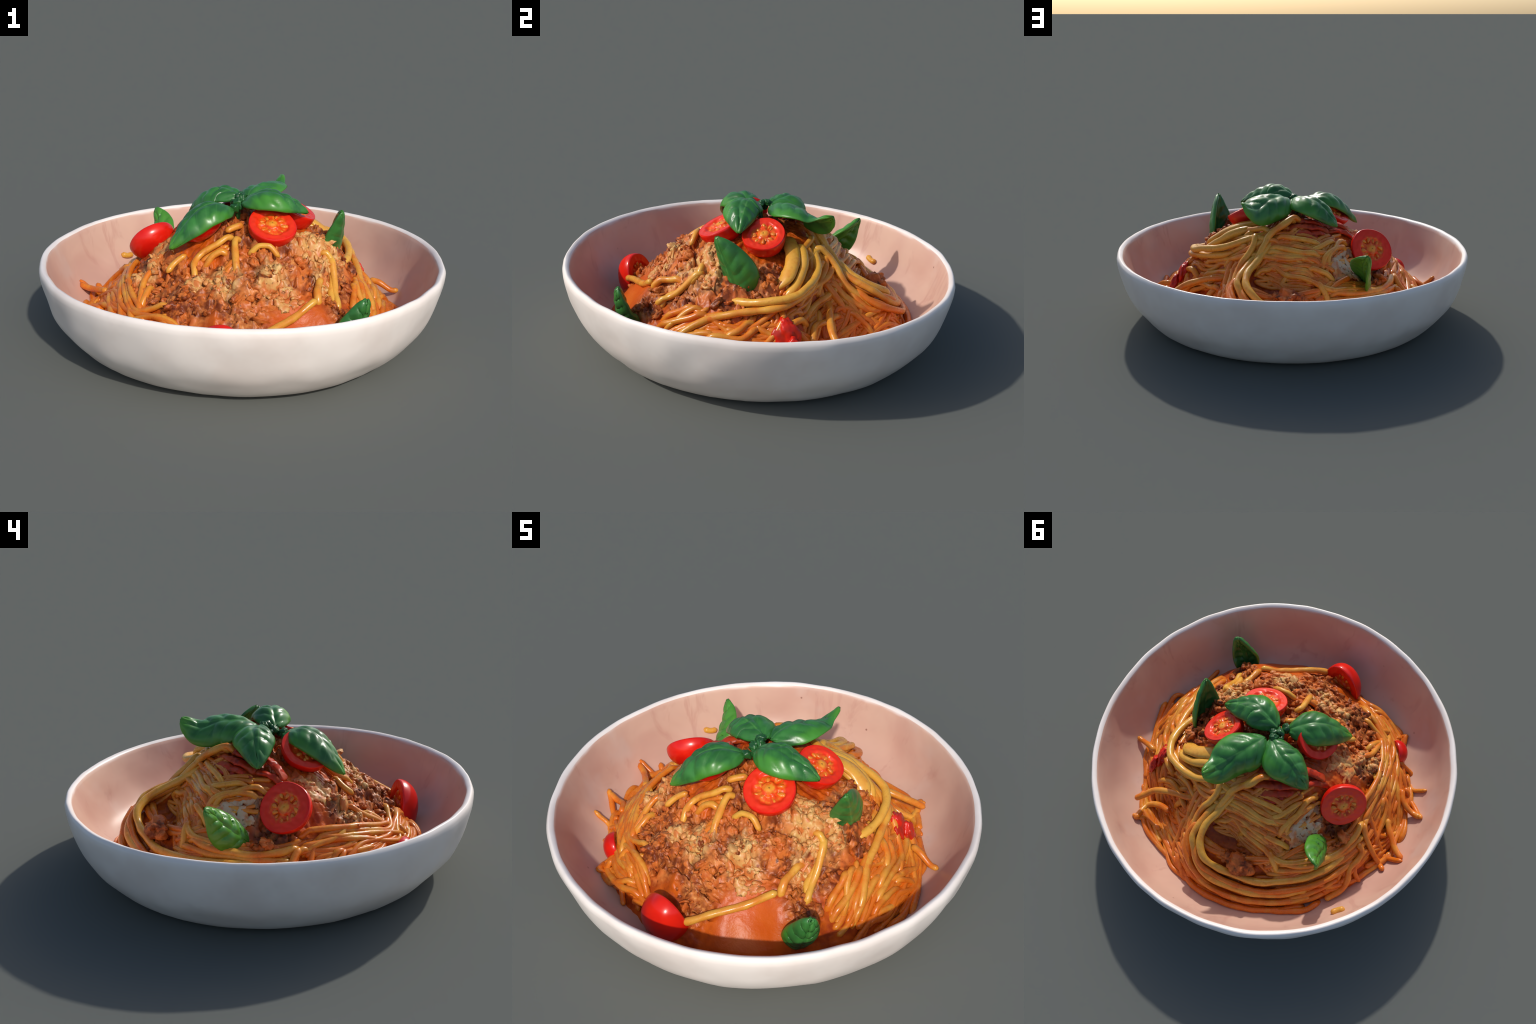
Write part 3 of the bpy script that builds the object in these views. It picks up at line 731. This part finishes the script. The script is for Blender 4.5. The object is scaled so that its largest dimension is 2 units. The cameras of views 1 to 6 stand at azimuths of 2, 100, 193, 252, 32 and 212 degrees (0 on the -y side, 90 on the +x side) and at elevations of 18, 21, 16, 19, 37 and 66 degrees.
def tangle():
    """Strands that lie under and beside the ones above and fill the mound."""
    groups = {k: ([], []) for k in range(4)}

    def add(v, f, lev):
        V, F = groups[lev]
        off = sum(len(a) for a in V)
        V.append(v)
        F.extend(tuple(i + off for i in q) for q in f)

    rng = np.random.RandomState(3)
    for radius, lift, sauce, pts in list(STRANDS):
        P = np.asarray(pts, float)
        T = np.gradient(P, axis=0)
        T /= np.maximum(np.linalg.norm(T, axis=1), 1e-9)[:, None]
        N = np.c_[-T[:, 1], T[:, 0], 0 * T[:, 0]][:, :P.shape[1]]
        tall = P.shape[1] == 3
        for k in range(4 if sauce > 0.33 else 1):
            side = (1 if k % 2 else -1) * radius * (1.5 + 1.3 * (k // 2) + 0.5 * rng.rand())
            Q = P + N * side + rng.normal(size=P.shape[1]) * 0.006
            mid = Q.mean(0)
            meat = place_mask(Q[:, 0], Q[:, 1], MEAT).mean()
            pool = place_mask(Q[:, 0], Q[:, 1], POOL).mean()
            if meat > 0.35 or place_mask(Q[:, 0], Q[:, 1], POOL).max() > 0.5 or np.hypot(Q[:, 0], Q[:, 1]).max() > 0.775:
                continue
            r = radius * (0.72 + 0.25 * rng.rand())
            path = lay(Q, r, min(lift, 0.0) - 0.016 - 0.004 * (k // 2), rng.rand() * 90, 0.018)
            v, f = tube(path, r, 8, 0.95, rng.rand() * 50)
            lev = int(np.clip(round(min(sauce + 0.3 + 0.25 * (rng.rand() - 0.4), 0.99) * 3), 0, 3))
            add(v, f, lev)
    # loose loops round the foot of the mound
    for k in range(95):
        a = rng.rand() * 2 * math.pi
        span = 0.35 + 0.7 * rng.rand()
        r0 = 0.58 + 0.19 * rng.rand()
        r1 = np.clip(r0 + rng.normal() * 0.07, 0.5, 0.79)
        t = np.linspace(0, 1, 6)
        rr = r0 + (r1 - r0) * t + 0.02 * np.sin(t * 3.1) * rng.normal()
        aa = a + span * t * (1 if rng.rand() < 0.5 else -1)
        Q = np.c_[rr * np.cos(aa), rr * np.sin(aa)]
        if place_mask(Q[:, 0], Q[:, 1], MEAT).mean() > 0.3 or place_mask(Q[:, 0], Q[:, 1], POOL).max() > 0.35:
            continue
        r = 0.013 + 0.004 * rng.rand()
        path = lay(Q, r, -0.012 + 0.010 * rng.rand(), rng.rand() * 90, 0.02)
        v, f = tube(path, r, 8, 0.95, rng.rand() * 50)
        add(v, f, 3 if rng.rand() < 0.7 else 2)
    for lev, (V, F) in groups.items():
        if V:
            ob = mesh_object("spaghetti_tangle", np.vstack(V), F, PASTA[lev], dish)
            ob["kind"] = "stuff"


tangle()


def blob_template(level):
    bm = bmesh.new()
    bmesh.ops.create_icosphere(bm, subdivisions=level, radius=1.0)
    v = np.array([x.co[:] for x in bm.verts])
    f = [tuple(x.index for x in q.verts) for q in bm.faces]
    bm.free()
    return v, f


def scatter_mince():
    """Crumbs of minced meat, in clumps, half sunk into the sauce."""
    rng = np.random.RandomState(21)
    tv, tf = blob_template(3)
    V, F, off = [], [], 0
    clear = [(0.147, -0.186, 0.135), (0.269, 0.061, 0.12), (-0.211, -0.129, 0.12), (-0.476, 0.089, 0.12), (0.17, -0.25, 0.10)]
    spots = [(s, 1.0) for s in MEAT] + [((-0.42, -0.34, 0.09), 2.0), ((-0.50, -0.28, 0.07), 2.0), ((-0.12, 0.60, 0.06), 3.0), ((0.43, -0.51, 0.06), 2.0),
                                       ((0.47, 0.06, 0.10), 1.8), ((-0.25, -0.53, 0.07), 1.8), ((-0.50, 0.17, 0.06), 1.5)]
    for (a, b, r), dens in spots:
        for _ in range(int(dens * 1100 * r * r) + 6):
            ang, q = rng.rand() * 6.283, math.sqrt(rng.rand()) * r
            x, y = a + q * math.cos(ang), b + q * math.sin(ang)
            if place_mask(np.array([x]), np.array([y]), POOL)[0] > 0.3 or math.hypot(x, y) > 0.72 or any(math.hypot(x - p, y - q2) < w for p, q2, w in clear):
                continue
            size = 0.006 + 0.019 * rng.rand() ** 2.2
            shp = size * np.array([1 + 0.9 * rng.rand(), 0.8 + 0.4 * rng.rand(), 0.6 + 0.5 * rng.rand()])
            o = rng.rand() * 80
            d = 0.85 + 0.5 * noise3(tv * 1.3 + o) + 0.38 * np.abs(noise3(tv * 2.6 + o)) + 0.25 * noise3(tv * 5.5 + o)
            rot = np.array(Matrix.Rotation(rng.rand() * 6.28, 3, Vector(rng.normal(size=3)).normalized()))
            v = (tv * d[:, None] * shp) @ rot.T
            z = float(bed_height([x], [y])[0]) - 0.002 + 0.010 * (rng.rand() - 0.45) * (1.4 if dens > 1 else 1)
            V.append(v + (x, y, z))
            F.extend((i + off, j + off, k + off) for i, j, k in tf)
            off += len(tv)
    ob = mesh_object("minced_meat", np.vstack(V), F, MINCE, dish)
    ob["kind"] = "stuff"


scatter_mince()


def scatter_cheese():
    """Grated cheese that has half melted into flakes and short shreds."""
    rng = np.random.RandomState(8)
    V, F, off = [], [], 0
    for a, b, r in CHEESE:
        if a < -0.3 and b > 0.2:
            continue
        for _ in range(int(260 * r * r) + 2):
            ang, q = rng.rand() * 6.283, math.sqrt(rng.rand()) * r
            x, y = a + q * math.cos(ang), b + q * math.sin(ang)
            d = rng.rand() * 6.283
            ln = 0.02 + 0.045 * rng.rand()
            t = np.linspace(-0.5, 0.5, 9)
            bend = rng.normal() * 0.35
            px = x + ln * (t * math.cos(d) - bend * t * t * math.sin(d))
            py = y + ln * (t * math.sin(d) + bend * t * t * math.cos(d))
            pz = bed_height(px, py) * 0.5 + (bed_height(px, py).mean() + 0.006) * 0.5 + 0.006 * rng.rand() + 0.006 * noise3(np.c_[t * 3, 0 * t + rng.rand() * 60, 0 * t])
            v, f = tube(np.c_[px, py, pz], 0.008 + 0.007 * rng.rand(), 8, 0.6, rng.rand() * 60)
            V.append(v)
            F.extend(tuple(i + off for i in q) for q in f)
            off += len(v)
    ob = mesh_object("grated_cheese", np.vstack(V), F, CHEESE_MAT, dish)
    ob["kind"] = "stuff"


scatter_cheese()


def tomato_strip(radius, squash, *points):
    path = catmull(np.asarray(points, float), 40)
    path[:, 2] -= 0.02 * np.linspace(-1, 1, 40) ** 4
    v, f = tube(path, radius, 14, squash, len(bpy.data.objects))
    v = v + 0.38 * radius * np.c_[noise3(v * 22), noise3(v * 22 + 20), noise3(v * 22 + 40)] + 0.15 * radius * np.c_[noise3(v * 60), noise3(v * 60 + 20), noise3(v * 60 + 40)]
    mesh_object("stewed_tomato_strip", v, f, STEWED, dish)


# red strips under the sprig at the back, and one tucked in at the right
tomato_strip(0.026, 0.6, (0.01, 0.19, 0.592), (-0.09, 0.185, 0.604), (-0.20, 0.11, 0.578))
tomato_strip(0.024, 0.6, (-0.01, 0.245, 0.578), (-0.11, 0.220, 0.580), (-0.23, 0.13, 0.548))
tomato_strip(0.026, 0.6, (-0.05, 0.280, 0.556), (-0.13, 0.248, 0.556), (-0.26, 0.145, 0.518))
tomato_strip(0.022, 0.6, (-0.08, 0.305, 0.530), (-0.16, 0.265, 0.530), (-0.27, 0.175, 0.492))
tomato_strip(0.024, 0.6, (-0.14, 0.10, 0.600), (-0.24, 0.06, 0.575), (-0.33, 0.03, 0.535))
tomato_strip(0.022, 0.6, (-0.22, 0.13, 0.548), (-0.29, 0.08, 0.530), (-0.35, 0.04, 0.505))


def lump(name, mat, place, axes, aim, seed, rough=0.35):
    """One irregular chunk, longest along the given direction."""
    tv, tf = blob_template(4)
    d = 0.9 + rough * noise3(tv * 1.3 + seed) + 0.6 * rough * np.abs(noise3(tv * 2.7 + seed)) + 0.35 * rough * noise3(tv * 6 + seed)
    rot = np.array(Vector((1, 0, 0)).rotation_difference(Vector(aim)).to_matrix())
    ob = mesh_object(name, (tv * d[:, None] * axes) @ rot.T, tf, mat, dish)
    ob.location = place
    return ob


lump("red_pepper_piece", STRIP, (0.590, 0.255, 0.262), (0.085, 0.058, 0.026), (0.25, 0.35, -0.9), 3)
lump("red_pepper_piece", STRIP, (0.628, 0.300, 0.205), (0.070, 0.050, 0.022), (0.2, 0.3, -0.9), 8)
lump("meat_lump", MINCE, (-0.125, 0.595, 0.288), (0.068, 0.058, 0.045), (1, 0.2, 0), 14, 0.5)
lump("meat_lump", MINCE, (-0.04, 0.585, 0.275), (0.040, 0.036, 0.034), (1, 0.4, 0), 19, 0.5)


# ---------------------------------------------------------------- tomatoes
def frame_from(normal, roll=0.0):
    z = Vector(normal).normalized()
    x = z.cross(Vector((0, 0, 1)))
    x = x.normalized() if x.length > 1e-4 else Vector((1, 0, 0))
    x = Matrix.Rotation(roll, 3, z) @ x
    y = z.cross(x)
    return Matrix((x, y, z)).transposed()


def seed_mesh():
    v, f = blob_template(2)
    v = v * (1.0, 0.55, 0.45)
    v[:, 1] *= 1 - 0.45 * v[:, 0]
    me = bpy.data.meshes.new("tomato_seed")
    me.from_pydata([tuple(p) for p in v], [], f)
    me.polygons.foreach_set("use_smooth", [True] * len(me.polygons))
    me.materials.append(SEED)
    return me


SEED_MESH = seed_mesh()


def tomato_half(label, centre, normal, radius, depth, seed, roll=0.0, long=1.0, seeds=12, wall=0.30, straight=0.0, loose_seeds=0.9):
    """Half a cherry tomato: domed skin below the cut, flesh ring, jelly, core and seeds above."""
    rng = np.random.RandomState(seed)
    top = empty("cherry_tomato_half", label, "tomato")
    top.matrix_world = Matrix.Translation(centre) @ frame_from(normal, roll).to_4x4()
    seg = 72
    a = np.linspace(0, 2 * math.pi, seg, endpoint=False)
    outline = 1 + 0.018 * np.cos(2 * a + rng.rand() * 6) + 0.014 * np.cos(3 * a + rng.rand() * 6) + 0.008 * np.cos(5 * a + rng.rand() * 6)
    # skin: from the cut rim over the dome
    t = np.linspace(0, math.pi / 2, 22)
    pr = np.r_[0.965, 0.99, 1.0, np.cos(t) ** (0.85 - 0.3 * straight)]
    pz = np.r_[0.002, -0.001, -0.006, -0.010 - (depth - 0.010) * np.sin(t)]
    pr[-1] = 0.02
    R = radius * pr[:, None] * outline[None]
    dent = 1 + 0.02 * noise3(np.c_[np.cos(a) * 2 + seed, np.sin(a) * 2, 0 * a])[None] * smooth(0, -depth, pz)[:, None]
    V = np.stack([R * np.cos(a) * dent, long * R * np.sin(a) * dent, pz[:, None] + 0 * a], -1).reshape(-1, 3)
    F = [tuple(f)[::-1] for f in grid_faces(len(pr), seg)]
    F.append(tuple((len(pr) - 1) * seg + k for k in range(seg)))
    mesh_object("tomato_skin", V, F, SKIN, top)
    # cut face: firm outer wall, jelly pockets between radial walls, raised core
    rr = np.linspace(0.0, 0.966, 40)[1:]
    A, Rr = np.meshgrid(a, rr)
    lobes = seeds // 2 if seeds > 8 else 5
    pocket = smooth(0.24, 0.34, Rr) * smooth(1 - wall + 0.02, 1 - wall - 0.14, Rr)
    spoke = 0.5 + 0.5 * np.cos(lobes * A + rng.rand() * 6 + 0.6 * np.sin(3 * A))
    z = 0.0015 - 0.10 * radius * pocket * (0.45 + 0.55 * smooth(0.25, 0.7, 1 - spoke)) + 0.035 * radius * smooth(0.24, 0.05, Rr)
    q = np.c_[(Rr * np.cos(A)).ravel(), (Rr * np.sin(A)).ravel(), 0 * A.ravel() + seed]
    z = z + (0.03 * radius * noise3(q * 5)).reshape(z.shape) * smooth(0.97, 0.75, Rr)
    RR = radius * Rr * outline[None]
    V = np.stack([RR * np.cos(A), long * RR * np.sin(A), z], -1).reshape(-1, 3)
    F = [tuple(f) for f in grid_faces(len(rr), seg)]
    n = len(V)
    V = np.vstack([V, [(0, 0, z[0].mean())]])
    F += [(n, k, (k + 1) % seg) for k in range(seg)]
    mesh_object("tomato_flesh", V, F, face_material(radius), top)
    for k in range(seeds):
        ang = 2 * math.pi * (k + loose_seeds * (rng.rand() - 0.5)) / seeds
        d = radius * (0.45 + (0.06 + 0.22 * loose_seeds) * (rng.rand() - 0.5))
        ob = bpy.data.objects.new("tomato_seed", SEED_MESH)
        bpy.context.scene.collection.objects.link(ob)
        ob.parent = top
        s = radius * (0.105 + 0.05 * rng.rand())
        ob.location = (d * math.cos(ang), long * d * math.sin(ang), -(0.045 + 0.03 * rng.rand()) * radius)
        ob.rotation_euler = (0, 0.1 * rng.normal(), ang + math.pi + 0.25 * rng.normal())
        ob.scale = (s, s, s)
    return top


tomato_half("red cherry tomato half, cut side facing up front", (0.147, -0.186, 0.615), (0.135, -0.422, 0.897), 0.118, 0.100, 1, straight=0.5, seeds=10)
tomato_half("red cherry tomato half with moist seeds", (0.269, 0.061, 0.631), (0.468, -0.057, 0.882), 0.107, 0.105, 2, roll=0.5, straight=0.8, seeds=11)
tomato_half("red cherry tomato half under a basil leaf", (-0.211, -0.129, 0.619), (-0.622, 0.022, 0.782), 0.120, 0.105, 3, roll=1.0)
tomato_half("large tomato half with a wheel of seeds", (-0.476, 0.089, 0.444), (-0.526, 0.629, 0.572), 0.123, 0.095, 4, seeds=12, wall=0.42, loose_seeds=0.3)
tomato_half("red tomato half standing against the pasta", (-0.070, -0.678, 0.176), (0.18, 0.93, 0.22), 0.118, 0.118, 5, roll=0.35, long=1.24)
tomato_half("small red tomato half tucked into the pasta", (-0.545, -0.450, 0.160), (0.75, 0.60, 0.2), 0.072, 0.070, 6, long=1.1)


# ------------------------------------------------------------------- basil
def leaf(name, spine, ups, half_width, arc, material, parent=None, seed=0, puff=0.012, blunt=0.0, thick=0.008, curl=0.0, belly=0.74):
    """A basil leaf: arched across, puffed between its veins, with a sunk midrib and real thickness."""
    nu, nv = 44, 31
    S = catmull(spine, nu)
    base = S[0].copy()
    L = np.linalg.norm(np.diff(S, axis=0), axis=1).sum()
    u = np.linspace(0, 1, nu)
    T = np.gradient(S, axis=0)
    T /= np.linalg.norm(T, axis=1)[:, None]
    U = catmull(ups, nu)
    side = np.cross(U, T)
    side /= np.linalg.norm(side, axis=1)[:, None]
    U = np.cross(T, side)
    w = half_width * np.clip(np.sin(math.pi * u**belly), 0, 1) ** 0.66
    w = np.maximum(w, half_width * blunt * smooth(0.6, 0.9, u) * np.sqrt(np.clip(1 - u, 0, 1)) * 2.2)
    w = np.maximum(w, 0.0035)
    v = np.linspace(-1, 1, nv)
    Uu, Vv = np.meshgrid(u, v, indexing="ij")
    W = w[:, None]
    lat = W * np.sin(arc * Vv) / arc
    drop = W * (1 - np.cos(arc * Vv)) / arc
    veins = Uu * 5.6 - np.abs(Vv) * 1.1 + 0.12 * np.sign(Vv) + 0.25 * noise3(np.c_[Uu.ravel() * 3, Vv.ravel() * 2, 0 * Vv.ravel() + seed]).reshape(Uu.shape)
    between = np.abs(np.sin(math.pi * veins)) ** 0.7
    env = np.clip(1 - np.abs(Vv) ** 3, 0, 1) * np.sin(math.pi * np.clip(Uu, 0, 1)) ** 0.5
    hgt = puff * (between - 0.6) * env * smooth(0.0, 0.25, np.abs(Vv)) - 0.55 * puff * np.exp(-((Vv / 0.10) ** 2)) * env
    hgt += 0.35 * puff * noise3(np.c_[Uu.ravel() * 5, Vv.ravel() * 4, 0 * Vv.ravel() + seed * 2.3]).reshape(Uu.shape)
    hgt += curl * np.abs(Vv) ** 2.5 * W
    mid = S[:, None] + side[:, None] * lat[..., None] + U[:, None] * (hgt - drop)[..., None]
    nrm = np.cross(np.gradient(mid, axis=0), np.gradient(mid, axis=1))
    nrm /= np.maximum(np.linalg.norm(nrm, axis=2), 1e-9)[..., None]
    if (nrm * U[:, None]).sum() < 0:
        nrm = -nrm
    th = thick * (0.35 + 0.65 * np.sqrt(np.clip(1 - Vv**4, 0, 1))) * (0.4 + 0.6 * np.clip(np.sin(math.pi * np.clip(0.04 + 0.92 * Uu, 0, 1)) * 3, 0, 1))
    topv = (mid + nrm * th[..., None]).reshape(-1, 3)
    botv = (mid - nrm * th[..., None]).reshape(-1, 3)
    # local frame: x from base to tip, z up
    x = Vector(S[-1] - S[0]).normalized()
    z = Vector(U.mean(0))
    y = z.cross(x).normalized()
    z = x.cross(y)
    rot = Matrix((x, y, z)).transposed()
    inv = np.array(rot.inverted())
    V = (np.vstack([topv, botv]) - base) @ inv.T
    n = nu * nv
    top = grid_faces(nu, nv, False)
    F = [tuple(f) for f in top] + [tuple(q + n for q in f)[::-1] for f in top]
    ring = [k for k in range(nv)] + [k * nv + nv - 1 for k in range(1, nu)] + [(nu - 1) * nv + k for k in range(nv - 2, -1, -1)] + [k * nv for k in range(nu - 2, 0, -1)]
    m = len(ring)
    F += [(ring[(k + 1) % m], ring[k], ring[k] + n, ring[(k + 1) % m] + n) for k in range(m)]
    ob = mesh_object(name, V, F, material, parent)
    bm = bmesh.new()
    bm.from_mesh(ob.data)
    bmesh.ops.recalc_face_normals(bm, faces=bm.faces)
    bm.to_mesh(ob.data)
    bm.free()
    ob.matrix_world = Matrix.Translation(base) @ rot.to_4x4()
    return ob


sprig = empty("basil_sprig", "sprig of four glossy green basil leaves", "herb")
leaf("basil_leaf", [(-.05, -.07, .650), (-.13, -.132, .692), (-.20, -.182, .676), (-.275, -.230, .598), (-.333, -.268, .502)],
     [(.25, .1, 1), (.0, -.05, 1), (-.45, -.35, .85), (-.6, -.45, .7)], 0.126, 1.1, LEAF, sprig, 1)
leaf("basil_leaf", [(-.005, -.045, .680), (.070, -.066, .730), (.150, -.084, .742), (.250, -.065, .695), (.318, -.050, .638)],
     [(-.5, .1, 1), (-.1, -.1, 1), (.35, -.1, .95), (.6, 0, .8)], 0.118, 1.1, LEAF, sprig, 2)
leaf("basil_leaf", [(.022, .040, .690), (.052, .120, .720), (.090, .205, .714), (.135, .305, .682), (.188, .380, .726)],
     [(-.1, -.2, 1), (-.30, .05, .9), (-.42, .13, .83), (-.75, .0, .65)], 0.134, 1.0, LEAF, sprig, 3, blunt=0.6)
leaf("basil_leaf", [(-.010, .030, .692), (-.100, .097, .716), (-.185, .122, .690), (-.245, .136, .632), (-.285, .142, .575)],
     [(.35, -.2, 1), (-.1, .05, 1), (-.6, .3, .8), (-.75, .3, .6)], 0.122, 1.05, LEAF, sprig, 4, blunt=0.4)


def buds():
    """The knot of young leaves in the middle of the sprig."""
    rng = np.random.RandomState(4)
    tv, tf = blob_template(3)
    for x, y, z, s in [(-.004, -.010, .706, .020), (-.040, -.070, .668, .024), (-.018, .018, .712, .020), (-.030, -.030, .690, .022), (.012, -.02, .692, .016), (-.012, -.045, .675, .02), (-.045, .0, .68, .018)]:
        d = 1 + 0.45 * noise3(tv * 1.7 + rng.rand() * 50) + 0.15 * noise3(tv * 4 + rng.rand() * 50)
        v = tv * d[:, None] * s * (1.2, 0.9, 0.85)
        ob = mesh_object("basil_bud", v, tf, STEM, sprig)
        ob.location = (x, y, z - 0.014)
        ob.rotation_euler = tuple(rng.rand(3) * 3)
    path = catmull([(-.02, -.02, .70), (-.03, -.02, .65), (-.02, -.01, .58)], 12)
    v, f = tube(path, 0.014, 10)
    mesh_object("basil_stem", v, f, STEM, sprig)


buds()


def loose(label, *a, **k):
    ob = leaf("basil_leaf", *a, **k)
    ob["label"], ob["category"] = label, "herb"


loose("single basil leaf standing in the meat sauce", [(.450, .000, .370), (.476, -.025, .465), (.482, -.072, .575), (.479, -.118, .664)],
      [(.8, -.3, .1), (.8, -.4, .15), (.8, -.4, .2)], 0.122, 1.3, LEAF, seed=5, thick=0.013, puff=0.007, belly=0.62)
loose("small curled basil leaf near the rim", [(.500, -.535, .150), (.532, -.572, .240), (.555, -.575, .320), (.572, -.565, .388)],
      [(.6, -.65, .1), (.55, -.65, .35), (.5, -.6, .5)], 0.098, 1.4, LEAF, seed=6, thick=0.015, puff=0.010, belly=0.6)
loose("single basil leaf with a bent tip", [(-.464, .262, .300), (-.480, .330, .365), (-.482, .400, .440), (-.505, .462, .505)],
      [(-.8, -.1, .5), (-.75, -.15, .6), (-.6, -.3, .7)], 0.104, 1.1, LEAF_PALE, seed=7, blunt=0.3, thick=0.010)
